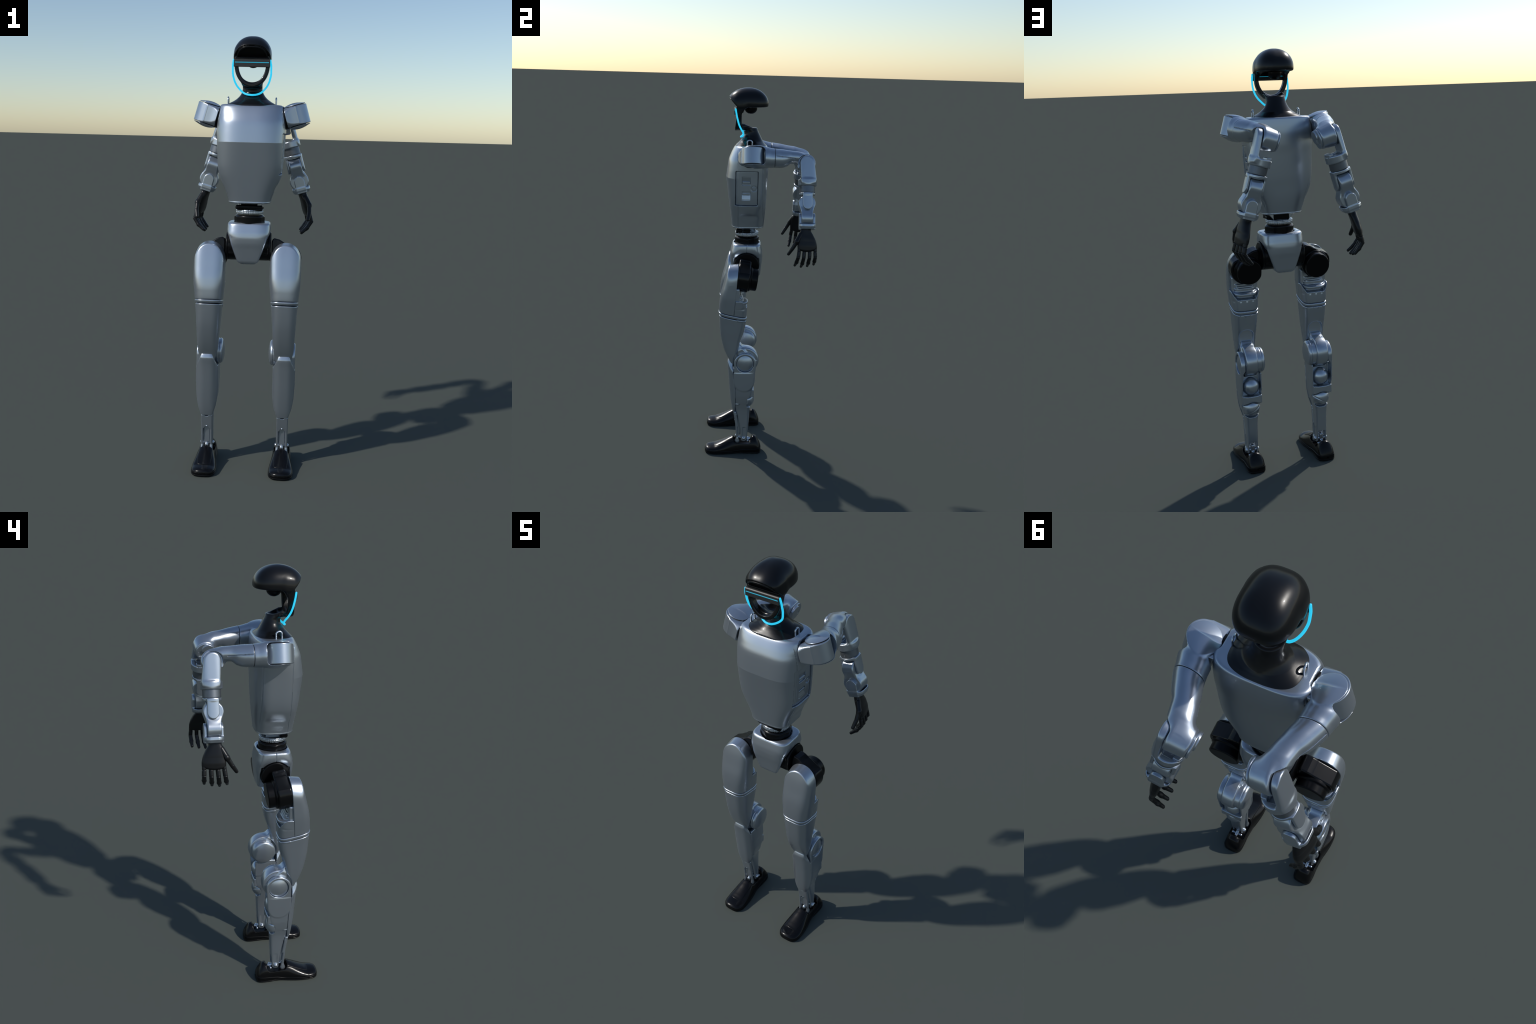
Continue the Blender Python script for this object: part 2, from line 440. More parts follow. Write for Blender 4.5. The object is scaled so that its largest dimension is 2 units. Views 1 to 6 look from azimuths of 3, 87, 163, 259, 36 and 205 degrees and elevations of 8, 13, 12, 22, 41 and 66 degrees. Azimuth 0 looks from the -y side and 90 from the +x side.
def gear(x, y, z):
    r = np.hypot(x, y - WY); a = np.arctan2(y - WY, x)
    f = extrude(r - 0.0640, z, 1.2035, 1.2245, 0.004)
    lowf = np.clip((1.2165 - z) / 0.002, 0, 1)
    slots = 0.5 + 0.5 * np.cos(a * 44)
    f = f + 0.0016 * lowf * slots**4
    slot2 = 0.5 + 0.5 * np.cos(a * 16 + 0.3)
    f = f + 0.0022 * slot2**30
    f = f + 0.0012 * np.exp(-((z - 1.2165) / 0.0012) ** 2)
    return cut(f, extrude(r - 0.050, z, 1.221, 1.25, 0.001), 0.002)
part("gear_ring", gear, (-0.07, WY - 0.07, 1.198), (0.07, WY + 0.07, 1.23), 0.0014, CHROME, robot)
def waist_motor(x, y, z):
    v = y - WY
    fac = np.max([np.abs(x * math.cos(t) + v * math.sin(t)) for t in (math.pi / 8 + np.arange(4) * math.pi / 4)], axis=0)
    f = smax(np.hypot(x, v * 1.06) - 0.0705, fac - 0.0675, 0.002)
    c = span(z, 1.125, 1.1995)
    f = smax(f, c, 0.003)
    return smax(f, (np.hypot(x, v) + z - 1.1995 - 0.0605) * 0.707, 0.002)
part("waist_motor", waist_motor, (-0.075, WY - 0.072, 1.12), (0.075, WY + 0.072, 1.204), 0.0018, HIPB, robot)

# ====================================================================== PELVIS
PEL = table((0.965, 0.030, -0.1495, -0.006), (0.985, 0.046, -0.1525, 0.000), (1.010, 0.058, -0.1560, 0.003), (1.045, 0.0725, -0.161, 0.007),
            (1.075, 0.085, -0.166, 0.0105), (1.095, 0.096, -0.167, 0.011), (1.115, 0.1015, -0.165, 0.0095), (1.140, 0.1000, -0.159, 0.005), (1.170, 0.0965, -0.150, -0.001))
def pelvis(x, y, z):
    hw, yf, yb = (c(z) for c in PEL)
    yc = -0.077; v = y - yc
    f = oval(x, v, np.maximum(hw, 0.0965), np.where(v < 0, yc - yf, yb - yc), 4.2) * 0.9
    flap = (np.abs(x) - 0.0475 - (z - 0.982) * 0.385) * 0.933
    f = smax(f, flap, 0.010)
    f = smax(f, z - 1.1655, 0.012)
    f = smax(f, 0.9725 - z, 0.022)
    # hip pitch drums sit in side arches
    arch = extrude(np.hypot(y - yc, z - 1.052) - 0.0695, np.abs(x), 0.060, 0.2, 0.002)
    slab = extrude(rect(y, z, -0.1440, -0.0095, 0.90, 1.0925, 0.006), np.abs(x), -0.1, 0.2, 0.002)
    f = cut(f, np.maximum(np.minimum(arch, slab), -(flap + 0.010)), 0.003)
    top = np.exp(-((y - yc) / 0.0016) ** 2) * np.clip((np.abs(x) - 0.08) / 0.01, 0, 1)
    f = f + 0.002 * top
    return cut(f, extrude(np.hypot(x, y - WY) - 0.072, z, 1.150, 1.3, 0.001), 0.002)
pel = part("pelvis", pelvis, (-0.11, -0.175, 0.965), (0.11, 0.02, 1.172), 0.0025, SILVER, robot)[0]
def hip_drum(x, y, z):
    f = extrude(np.hypot(y + 0.0765, z - 1.052) - 0.0668, np.abs(x), -0.1, 0.1035, 0.004)
    f = np.minimum(f, box(np.abs(x), y, z, (-0.05, -0.1405, 1.02), (0.093, -0.013, 1.090), 0.004))
    return groove(groove(f, np.abs(x), 0.092, 0.002, 0.0015), z, 1.041, 0.0008, 0.0015)
part("hip_drum", hip_drum, (-0.11, -0.155, 0.975), (0.11, 0.002, 1.126), 0.0025, DARK, robot)

# ========================================================================= LEGS
legs = []
for s in (1, -1):
    e = bpy.data.objects.new("leg", None); bpy.context.scene.collection.objects.link(e)
    e.parent = robot; legs.append(e)
LEG = dict(parent=legs, pair=True)

def hip_link(x, y, z):                     # HIP frame
    d = hull2(x, z, (0.001, 0.000), 0.0755, (-0.050, 0.045), 0.058)
    root = rect(x, z, -0.0625, -0.015, -0.012, 0.100, 0.012)
    d = smin(d, root, 0.012)
    d = smax(d, -(x + 0.0628), 0.003)
    d = smax(d, (z - 0.0985) * 0.966 + (x + 0.06) * 0.26, 0.03)
    f = extrude(d, y, -0.036, 0.028, 0.006)
    return groove(f, y, 0.0255, 0.0006, 0.0015)
part("hip_link", hip_link, (-0.072, -0.045, -0.085), (0.085, 0.036, 0.115), 0.0025, HIPB, frame=HIP, **LEG)
def hip_motor(x, y, z):
    r = np.hypot(x + 0.002, z + 0.002)
    f = extrude(r - 0.0600, y, 0.02, 0.0725, 0.006)
    f = smax(f, np.abs(x) - 0.0585, 0.003)
    return smin(f, extrude(r - 0.0665, y, 0.02, 0.0385, 0.005), 0.004)
part("hip_motor", hip_motor, (-0.07, 0.015, -0.07), (0.07, 0.08, 0.07), 0.0025, DARK, frame=HIP, **LEG)

TX = 0.1745
THIGH = table((0.495, 0.016, -0.146, -0.1365), (0.515, 0.030, -0.1535, -0.1325), (0.540, 0.0405, -0.1615, -0.1265), (0.575, 0.0475, -0.1790, -0.1175), (0.615, 0.0505, -0.1950, -0.1085),
              (0.660, 0.053, -0.2070, -0.0985), (0.705, 0.0560, -0.2145, -0.0855), (0.760, 0.0595, -0.2185, -0.0745), (0.800, 0.0630, -0.2205, -0.0710), (0.815, 0.0645, -0.2225, -0.0700),
              (0.860, 0.0690, -0.2205, -0.0690), (0.910, 0.0730, -0.2140, -0.0690), (0.970, 0.0735, -0.1995, -0.0690), (1.030, 0.0730, -0.1840, -0.069), (1.080, 0.072, -0.168, -0.069))
def thigh_skin(x, y, z):
    hw, yf, yb = (c(z) for c in THIGH)
    yc = 0.45 * yf + 0.55 * yb
    v = y - yc
    cx = TX + 0.002 * np.clip((0.8 - z) / 0.2, 0, 1)
    return oval(x - cx, v, hw, np.where(v < 0, yc - yf, yb - yc), np.where(v < 0, 3.4 + 0.5 * np.clip((z - 0.85) / 0.1, 0, 1), 3.8)) * 0.9
def thigh_t(y, z):
    return z + 0.20 * (y + 0.22)
def seam_y(z):
    return -0.1195 - 0.085 * np.clip(1.07 - z, 0, 1)
def thigh_front(x, y, z):
    f = thigh_skin(x, y, z)
    arch = oval(x - TX, z - 0.985, 0.0735, 0.092, 2.1)
    arch = np.where(z > 0.985, arch, np.abs(x - TX) - 0.0735)
    arch = arch + 0.13 * np.clip(-0.119 - y, 0, 1) * np.clip((z - 0.975) / 0.06, 0, 1)
    f = smax(f, arch, 0.005)
    t = thigh_t(y, z)
    f = smax(f, 0.8215 - t, 0.003)
    return smax(f, y - seam_y(z), 0.003)
thigh = part("thigh_cover", thigh_front, (0.09, -0.235, 0.77), (0.26, -0.10, 1.085), 0.0025, SILVER, **LEG)
def thigh_rear(x, y, z):
    f = thigh_skin(x, y, z) + 0.0008
    t = thigh_t(y, z)
    f = smax(f, seam_y(z) + 0.0012 - y, 0.002)
    f = smax(f, 0.8215 - t, 0.003)
    ledge = 0.848 + 0.010 * np.clip((-0.085 - y) / 0.02, 0, 1) + 0.03 * np.clip((np.abs(x - TX) - 0.045) / 0.02, 0, 1)
    f = smax(f, z - ledge, 0.004)
    lx = x - TX
    teeth = 0.0015 * np.clip(np.cos(lx * 210), 0, 1) * np.exp(-((z - 0.842) / 0.006) ** 2)
    return f + teeth
part("thigh_shell", thigh_rear, (0.09, -0.155, 0.78), (0.26, -0.06, 0.89), 0.0022, SILVER, **LEG)
def thigh_core(x, y, z):
    lx = np.abs(x - TX)
    rim = extrude(rect(x - TX, y, -0.060, 0.060, -0.19, -0.0675, 0.045), z + 0.12 * (y + 0.1), 0.868, 0.8815, 0.005)
    waistb = extrude(rect(x - TX, y, -0.053, 0.053, -0.16, -0.094, 0.03), z, 0.80, 0.90, 0.004)
    step = box(x - TX, y, z, (-0.042, -0.16, 0.885), (0.042, -0.0985, 0.9085), 0.004)
    post = box(x - TX, y, z, (-0.062, -0.155, 0.83), (0.062, -0.112, 0.955), 0.008)
    lip = extrude(rect(x - TX, y, -0.05, 0.05, -0.15, -0.104, 0.02), z, 0.90, 0.918, 0.003)
    f = smin(rim, waistb, 0.004)
    return np.minimum(np.minimum(f, step), smin(post, lip, 0.004))
part("thigh_core", thigh_core, (0.105, -0.185, 0.795), (0.245, -0.06, 0.96), 0.0022, SILVER, **LEG)
def thigh_band(x, y, z):
    t = thigh_t(y, z)
    f = smax(thigh_skin(x, y, z) - 0.0016, span(t, 0.8040, 0.8195), 0.006)
    return f
part("thigh_band", thigh_band, (0.09, -0.235, 0.76), (0.26, -0.06, 0.83), 0.002, SILVER, **LEG)
def thigh_low(x, y, z):
    t = thigh_t(y, z)
    f = smax(thigh_skin(x, y, z), t - 0.8005, 0.005)
    f = smax(f, 0.503 - z, 0.012)
    knee = extrude(np.hypot(y + 0.074, z - 0.545) - 0.066, x - TX, -0.1, 0.1, 0.004)
    f = cut(f, knee, 0.006)
    f = cut(f, extrude(rect(x - TX, z, -0.031, 0.037, 0.48, 0.690, 0.030), y, -0.113, 0.05, 0.006), 0.006)
    # ragged raised trim behind, just under the band
    lx = x - TX
    edge = 0.772 - 0.008 * np.clip(np.cos(lx * 130 + 0.8), 0.2, 1) - 0.010 * np.exp(-((lx - 0.008) / 0.006) ** 2)
    trim = 0.0022 * np.clip((z - edge) / 0.002, 0, 1) * np.clip((y + 0.125) / 0.004, 0, 1)
    return f - trim
part("thigh_taper", thigh_low, (0.095, -0.235, 0.49), (0.255, -0.05, 0.815), 0.0025, SILVER, **LEG)

# ------------------------------------------------------------------------- knee
KY, KZ = -0.0735, 0.5445
def knee_strap(x, y, z):
    r = np.hypot(y - KY, z - KZ)
    prof = 0.0705 + 0.003 * np.clip(1 - ((x - 0.178) / 0.03) ** 2, 0, 1)
    f = extrude(r - prof, x, 0.1495, 0.2075, 0.007) 
    tongue = extrude(hull2(y, z, (-0.085, 0.565), 0.056, (-0.112, 0.622), 0.013), x, 0.152, 0.2045, 0.006)
    return smin(f, tongue, 0.030)
part("knee_strap", knee_strap, (0.142, -0.15, 0.462), (0.215, 0.01, 0.685), 0.0022, SILVER, **LEG)
def knee_inner(x, y, z):
    u = x
    r = np.hypot(y + 0.0715, z - 0.5435)
    dome_x = 0.1045 + 0.010 * (r / 0.06) ** 2
    f = smax(r - 0.0605, dome_x - x, 0.012)
    f = smax(f, x - 0.1525, 0.002)
    f = groove(f, x, 0.1275, 0.003, 0.0022)
    return f
part("knee_cap", knee_inner, (0.098, -0.14, 0.475), (0.157, -0.002, 0.612), 0.0022, SILVER, **LEG)
def knee_outer(x, y, z):
    r = np.hypot(y + 0.0755, z - 0.5315)
    bulge = 0.2335 - 0.010 * (r / 0.047) ** 2
    return smax(smax(r - 0.0465, x - bulge, 0.002), 0.2 - x, 0.002)
part("knee_disc", knee_outer, (0.195, -0.13, 0.478), (0.24, -0.022, 0.585), 0.002, SILVER, **LEG)
def knee_core(x, y, z):
    return extrude(np.hypot(y + 0.0745, z - 0.538) - 0.055, x, 0.146, 0.212, 0.004)
part("knee_core", knee_core, (0.14, -0.14, 0.478), (0.218, -0.012, 0.6), 0.003, SLEEVE, **LEG)

# ------------------------------------------------------------------------- shin
SX = 0.180
SHIN = table((0.490, 0.0505, -0.1660, -0.0200), (0.450, 0.0520, -0.1635, -0.0195), (0.400, 0.0525, -0.1600, -0.0200), (0.350, 0.0515, -0.1555, -0.0245),
             (0.310, 0.0455, -0.1490, -0.0310), (0.280, 0.0370, -0.1400, -0.0385), (0.250, 0.0310, -0.1270, -0.0430), (0.215, 0.0290, -0.1165, -0.0455), (0.160, 0.0280, -0.1050, -0.0480),
             (0.110, 0.0275, -0.0970, -0.0510), (0.060, 0.027, -0.093, -0.0550))
def shin_skin(x, y, z):
    hw, yf, yb = (c(z) for c in SHIN)
    yc = 0.55 * yf + 0.45 * yb; v = y - yc
    return oval(x - SX, v, hw, np.where(v < 0, yc - yf, yb - yc), np.where(v < 0, 3.2, 5.5)) * 0.9
def shin_plate_edge(z):
    return np.interp(z, (0.24, 0.29, 0.38, 0.46), (-0.128, -0.1235, -0.1255, -0.1405))
COVER_F = Curve((0.235, 0.28, 0.35, 0.45, 0.50, 0.530, 0.543, 0.556), (-0.1370, -0.1470, -0.1562, -0.1645, -0.1690, -0.1725, -0.1690, -0.1620))
COVER_W = Curve((0.235, 0.26, 0.29, 0.31, 0.35, 0.40, 0.45, 0.48, 0.492, 0.518, 0.556), (0.025, 0.033, 0.0425, 0.0462, 0.0512, 0.0525, 0.0522, 0.0515, 0.0480, 0.0365, 0.0235))
def shin_front(x, y, z):
    u = np.abs(x - SX)
    w = COVER_W(z)
    front = (COVER_F(z) + 0.026 * (u / 0.0525) ** 3.2 - y) * 0.85
    f = smax(front, (u - w) * 0.9, 0.005)
    back = np.where(z > 0.455, -0.1395 - 0.06 * (z - 0.455), shin_plate_edge(z))
    f = smax(f, y - back, 0.002)
    f = smax(f, z - 0.5525, 0.003)
    return smax(f, 0.240 - z, 0.005)
part("shin_cover", shin_front, (0.12, -0.18, 0.235), (0.24, -0.115, 0.57), 0.0022, SILVER, **LEG)
def shin_frame(x, y, z):
    f = shin_skin(x, y, z) + 0.0008
    f = smax(f, z - 0.475, 0.004)
    f = smax(f, shin_plate_edge(z) + 0.0012 - y, 0.0015)
    # outer side plate rises round the knee
    disc = extrude(hull2(y, z, (-0.0755, 0.5315), 0.0605, (-0.079, 0.43), 0.056), x, 0.208, 0.2320, 0.006)
    disc = cut(disc, extrude(np.hypot(y + 0.0755, z - 0.5315) - 0.0475, x, 0.220, 0.3, 0.001), 0.002)
    f = smin(f, disc, 0.010)
    inn = box(x, y, z, (0.1285, -0.135, 0.40), (0.1435, -0.03, 0.490), 0.006)
    f = smin(f, inn, 0.004)
    # clear the knee, hollow the calf, open the lower front
    f = cut(f, extrude(np.hypot(y - KY, z - KZ) - 0.0755, x, 0.145, 0.209, 0.002), 0.003)
    lx = x - SX
    hollow = extrude(rect(x, z, SX - 0.0455, SX + 0.0455, 0.262, 0.52, 0.042), y, -0.062, 0.05, 0.004)
    f = cut(f, hollow, 0.003)
    front = box(x, y, z, (SX - 0.019, -0.2, 0.03), (SX + 0.019, -0.082, 0.243), 0.004)
    f = cut(f, front, 0.003)
    fork = box(x, y, z, (SX - 0.0185, -0.2, 0.0), (SX + 0.0185, 0.1, 0.128), 0.006)
    f = cut(f, fork, 0.003)
    # prongs taper to round ankle lugs
    prong = hull2(y, z, (-0.0745, 0.0840), 0.0195, (-0.0800, 0.24), 0.040)
    f = smax(f, np.where(z < 0.2, prong, -1.0), 0.003)
    dent = box(np.abs(lx), y, z, (0.0245, -0.082, 0.06), (0.05, -0.064, 0.150), 0.005)
    f = cut(f, dent, 0.003)
    lip = 0.003 * np.exp(-((z - 0.292) / 0.004) ** 2) * np.clip((-0.10 - y) / 0.01, 0, 1)
    return f - lip
part("shin_frame", shin_frame, (0.12, -0.15, 0.05), (0.24, -0.005, 0.60), 0.0022, SILVER, **LEG)
def calf_upper(x, y, z):
    return smax(ball(x, y, z, (SX - 0.001, -0.060, 0.421), (0.0435, 0.0425, 0.0455)), -0.075 - y, 0.003)
part("calf_motor", calf_upper, (0.13, -0.08, 0.37), (0.23, -0.012, 0.47), 0.002, SILVER, **LEG)
def calf_lower(x, y, z):
    f = ball(x, y, z, (SX, -0.060, 0.312), (0.0435, 0.0395, 0.046))
    f = smax(f, z - 0.338 - 0.25 * np.abs(x - SX) * 0 + 0.35 * (np.abs(x - SX)) ** 2 / 0.04 - 0.004, 0.006)
    ridge = np.exp(-(((x - SX) * 0.55 + (z - 0.300)) / 0.003) ** 2) * 0.0015
    return smax(f, -0.075 - y, 0.003) + ridge
part("calf_motor", calf_lower, (0.13, -0.08, 0.262), (0.23, -0.014, 0.36), 0.002, SILVER, **LEG)
def calf_bridge(x, y, z):
    hwz = 0.0165 + 0.004 * np.clip((np.abs(x - SX) - 0.02) / 0.02, 0, 1)
    c = 0.3595
    f = smax(smax(np.abs(z - c) - hwz, np.abs(x - SX) - 0.0475, 0.002), span(y, -0.07, -0.0245 + 0.0), 0.004)
    return cut(f, ball(x, y, z, (SX, -0.02, 0.338), (0.022, 0.012, 0.012)), 0.004)
part("calf_bridge", calf_bridge, (0.128, -0.075, 0.335), (0.232, -0.02, 0.385), 0.002, SILVER, **LEG)

# front linkage: two push rods, cross plate, ankle joint
for sx in (-0.0215, 0.0215):
    def push_rod(x, y, z):
        f = rod(x, y, z, (SX + sx, -0.121, 0.225), (SX + sx, -0.1105, 0.085), 0.0058)
        f = smin(f, ball(x, y, z, (SX + sx, -0.1105, 0.066), (0.0085, 0.013, 0.014)), 0.014)
        return f
    part("push_rod", push_rod, (SX + sx - 0.014, -0.14, 0.048), (SX + sx + 0.014, -0.092, 0.266), 0.0016, SILVER, **LEG)
def shin_plate(x, y, z):
    lx = np.abs(x - SX)
    yy = y - (0.2425 - z) * 0.16                       # panel leans back towards the ankle
    f = box(x, -yy, z, (SX - 0.0270, 0.1190, 0.150), (SX + 0.0270, 0.1345, 0.2430), 0.005)
    f = cut(f, ball(x, y, z, (SX, -0.136, 0.2460), (0.013, 0.02, 0.011)), 0.003)
    vee = lx - 0.002 - (0.186 - z) * 0.75
    f = cut(f, np.maximum(np.maximum(vee, lx - 0.0165), z - 0.186), 0.003)
    low = box(x, y, z, (SX - 0.0145, -0.112, 0.098), (SX + 0.0145, -0.094, 0.215), 0.004)
    knob = ball(x, y, z, (SX, -0.122, 0.184), (0.005, 0.006, 0.005))
    return np.minimum(np.minimum(f, low), knob)
part("shin_plate", shin_plate, (0.148, -0.142, 0.092), (0.212, -0.085, 0.249), 0.0018, SILVER, **LEG)
def ankle(x, y, z):
    f = rod(x, y, z, (SX - 0.026, -0.0745, 0.0840), (SX + 0.026, -0.0745, 0.0840), 0.0095)
    f = smin(f, box(x, y, z, (SX - 0.009, -0.088, 0.055), (SX + 0.009, -0.058, 0.112), 0.006), 0.006)
    f = smin(f, rod(x, y, z, (SX, -0.112, 0.082), (SX, -0.04, 0.070), 0.007), 0.005)
    return np.minimum(f, ball(x, y, z, (SX, -0.113, 0.086), (0.009, 0.010, 0.014)))
part("ankle_joint", ankle, (0.145, -0.13, 0.045), (0.215, -0.028, 0.12), 0.0016, CHROME, **LEG)
def ankle_bolt(x, y, z):
    return np.minimum(rod(x, y, z, (SX - 0.028, -0.0745, 0.0850), (SX + 0.0285, -0.0745, 0.0850), 0.0062),
                      rod(x, y, z, (SX - 0.020, -0.0505, 0.066), (SX + 0.020, -0.0505, 0.066), 0.006))
part("ankle_bolt", ankle_bolt, (0.14, -0.085, 0.055), (0.22, -0.04, 0.098), 0.0014, CHROME, **LEG)

# ------------------------------------------------------------------------- foot
FX = 0.1795
FOOT = table((-0.291, 0.012, 0.022, 0.0), (-0.286, 0.030, 0.0290, 0.0), (-0.277, 0.0425, 0.0340, 0.0), (-0.262, 0.0515, 0.0365, 0), (-0.240, 0.0555, 0.0385, 0), (-0.215, 0.0560, 0.0480, 0), (-0.185, 0.0540, 0.0620, 0),
             (-0.155, 0.0500, 0.0770, 0), (-0.130, 0.0470, 0.0870, 0.0), (-0.100, 0.0445, 0.0900, 0.0), (-0.060, 0.0430, 0.0905, 0.0005), (-0.025, 0.0430, 0.0910, 0.001),
             (-0.010, 0.0425, 0.0880, 0.001), (0.004, 0.0405, 0.070, 0.001), (0.013, 0.036, 0.053, 0.001), (0.0195, 0.026, 0.036, 0.001), (0.0228, 0.010, 0.024, 0.001))
def foot_skin(x, y, z, grow=0.0):
    hw, top, cx = (c(y) for c in FOOT)
    zb = 0.016
    u = x - FX - cx
    n = 2.2 + 0 * y
    p = np.abs(u) / (hw + grow)
    q = np.clip(z - zb, 0, 1) / np.maximum(top + grow - zb, 0.004)
    k = np.maximum(p**n + q**n, 1e-9) ** (1 / n)
    return (k - 1) * np.minimum(hw, 0.045) * 0.8
def foot_ends(f, y):
    return smax(f, span(y, -0.2905, 0.0225), 0.004)
def foot(x, y, z):
    f = foot_ends(foot_skin(x, y, z), y)
    f = smax(f, 0.0125 - z, 0.002)
    well = extrude(hull2(y, z, (-0.106, 0.112), 0.040, (-0.058, 0.114), 0.041), x - FX, -0.2, 0.2, 0.001)
    slot = box(x, y, z, (FX - 0.036, -0.132, 0.040), (FX + 0.036, -0.030, 0.3), 0.014)
    f = cut(f, smax(well, np.abs(x - FX) - 0.10, 0.002), 0.004)
    return cut(f, slot, 0.004)
foot_ob = part("foot", foot, (0.115, -0.297, 0.008), (0.245, 0.028, 0.112), 0.0024, SHOE, **LEG)
SOLE_TOP = Curve((-0.29, -0.20, -0.13, -0.08, -0.02, 0.023), (0.019, 0.017, 0.018, 0.026, 0.0285, 0.030))
def sole(x, y, z):
    f = foot_ends(foot_skin(x, y, z, 0.0018), y)
    f = f + 0.004 * np.exp(-((y + 0.095) / 0.035) ** 2) * np.clip((0.016 - z) / 0.01, 0, 1)
    f = smax(f, span(z, 0.0, SOLE_TOP(y)), 0.004)
    return groove(f, z, 0.0075, 0.0014, 0.0012)
part("sole", sole, (0.115, -0.297, -0.004), (0.245, 0.029, 0.036), 0.002, DARK, **LEG)
def instep(x, y, z):
    f = foot_skin(x, y, z, 0.0022)
    w = np.interp(y, (-0.25, -0.2, -0.13), (0.029, 0.033, 0.0335))
    f = smax(f, np.abs(x - FX) - w, 0.003)
    f = smax(f, span(y, -0.2425 + 0.004 * 0, -0.1325), 0.003)
    f = smax(f, 6.0 * (x - FX) ** 2 - 0.2405 - y, 0.003)
    return smax(f, 0.03 - z, 0.002)
part("instep_cover", instep, (0.135, -0.25, 0.028), (0.225, -0.125, 0.108), 0.002, SHOE, **LEG)

# ========================================================================= ARMS
arms = []
for s in (1, -1):
    e = bpy.data.objects.new("arm", None); bpy.context.scene.collection.objects.link(e)
    e.parent = robot; arms.append(e)
ARMP = dict(parent=arms, frame=ARM, pair=True)

def shoulder_plan(x, y):
    d = np.hypot(x + 0.0055, y + 0.0575) - 0.0560
    front = -0.1130 - 0.42 * np.clip(-0.0055 - x, 0, 0.05)
    b = np.maximum(np.maximum(front - y, y + 0.0060), np.maximum(x + 0.0055, -0.0575 - x))
    return smin(d, b, 0.022) + 0.001
def shoulder_motor(x, y, z):
    f = extrude(shoulder_plan(x, y), z, -0.0440, 0.0440, 0.004)
    f = smax(f, rect(y, z, -0.1355, 0.2, -0.0445, 0.0445, 0.037), 0.004)     # rounded nose
    return smax(f, -(x + 0.0570), 0.003)
part("shoulder_motor", shoulder_motor, (-0.065, -0.145, -0.052), (0.06, 0.008, 0.052), 0.0022, SILVER, **ARMP)
def shoulder_stub(x, y, z):
    return extrude(np.hypot(y + 0.072, z) - 0.050, x, -0.085, -0.050, 0.003)
part("shoulder_bearing", shoulder_stub, (-0.09, -0.13, -0.06), (-0.045, -0.015, 0.06), 0.003, DARK, **ARMP)

UP = table((-0.02, -0.010, 0.052, -0.002, 0.0535), (0.010, -0.0115, 0.0505, -0.0015, 0.0520), (0.040, -0.0175, 0.0475, -0.003, 0.0490), (0.060, -0.0215, 0.0470, -0.0030, 0.0475), (0.095, -0.0340, 0.0455, -0.0015, 0.0460),
           (0.120, -0.0430, 0.0430, 0.0020, 0.0410), (0.145, -0.0530, 0.0395, 0.0095, 0.0320), (0.175, -0.0610, 0.0400, 0.0100, 0.0305), (0.200, -0.0680, 0.042, 0.004, 0.0320), (0.240, -0.072, 0.040, -0.016, 0.030))
def up_skin(x, y, z):
    cx, hx, cz, hz = (c(y) for c in UP)
    return oval(x - cx, z - cz, hx + 0.0015, hz + 0.0015, 2.15) * 0.9
def shoulder_fork(x, y, z):
    disc = np.hypot(x + 0.0050, y + 0.0520) - 0.0520
    lid = 0.0552 - 2.6 * (np.hypot(x + 0.0050, y + 0.0520)) ** 2
    caps = smax(disc, np.abs(z) - lid, 0.003)
    tubef = smax(up_skin(x, y, z), span(y, -0.045, 0.0545), 0.002)
    f = smin(caps, tubef, 0.018)
    win = rect(y, z, -0.5, 0.0045, -0.0460, 0.0460, 0.020)
    return cut(f, win, 0.0025)
part("shoulder_fork", shoulder_fork, (-0.075, -0.115, -0.062), (0.055, 0.06, 0.062), 0.0022, SILVER, **ARMP)

EY, EZ = 0.2215, -0.0205          # elbow axis in the arm frame
def upper_arm(x, y, z):
    f = smax(up_skin(x, y, z), span(y, 0.0565, 0.225), 0.002)
    r = np.hypot(y - EY, z - EZ)
    drum = extrude(r - 0.0515 + 0.10 * np.clip(-0.065 - x, 0, 1), x, -0.1215, -0.0535, 0.008)
    f = smin(f, drum, 0.016)
    f = cut(f, extrude(np.hypot(y - EY, z - EZ) - 0.0415, x, -0.0535, 0.1, 0.001), 0.003)
    slot = np.maximum(np.maximum(np.abs(z - 0.0005 + 0.02 * (y - 0.06)) - 0.0018, -(x + 0.03)), span(y, 0.062, 0.163))
    f = cut(f, np.maximum(slot, -up_skin(x, y, z) - 0.004), 0.001)
    return cut(f, box(x, y, z, (-0.106, 0.16, -0.068), (-0.05, 0.196, -0.0475), 0.004), 0.003)
part("upper_arm", upper_arm, (-0.13, 0.05, -0.08), (0.035, 0.28, 0.05), 0.0024, SILVER, **ARMP)
def elbow_cap(x, y, z):
    r = np.hypot(y - EY, z - EZ)
    f = extrude(r - 0.0435, x, -0.1300, -0.1205, 0.006)
    f = smin(f, extrude(np.hypot(y - EY + 0.012, z - EZ - 0.008) - 0.030, x, -0.136, -0.125, 0.003), 0.004)
    return cut(f, box(x, y, z, (-0.15, EY + 0.006, EZ - 0.02), (-0.1275, EY + 0.03, EZ + 0.004), 0.003), 0.003)
part("elbow_cap", elbow_cap, (-0.142, EY - 0.055, EZ - 0.055), (-0.115, EY + 0.055, EZ + 0.055), 0.002, SILVER, **ARMP)

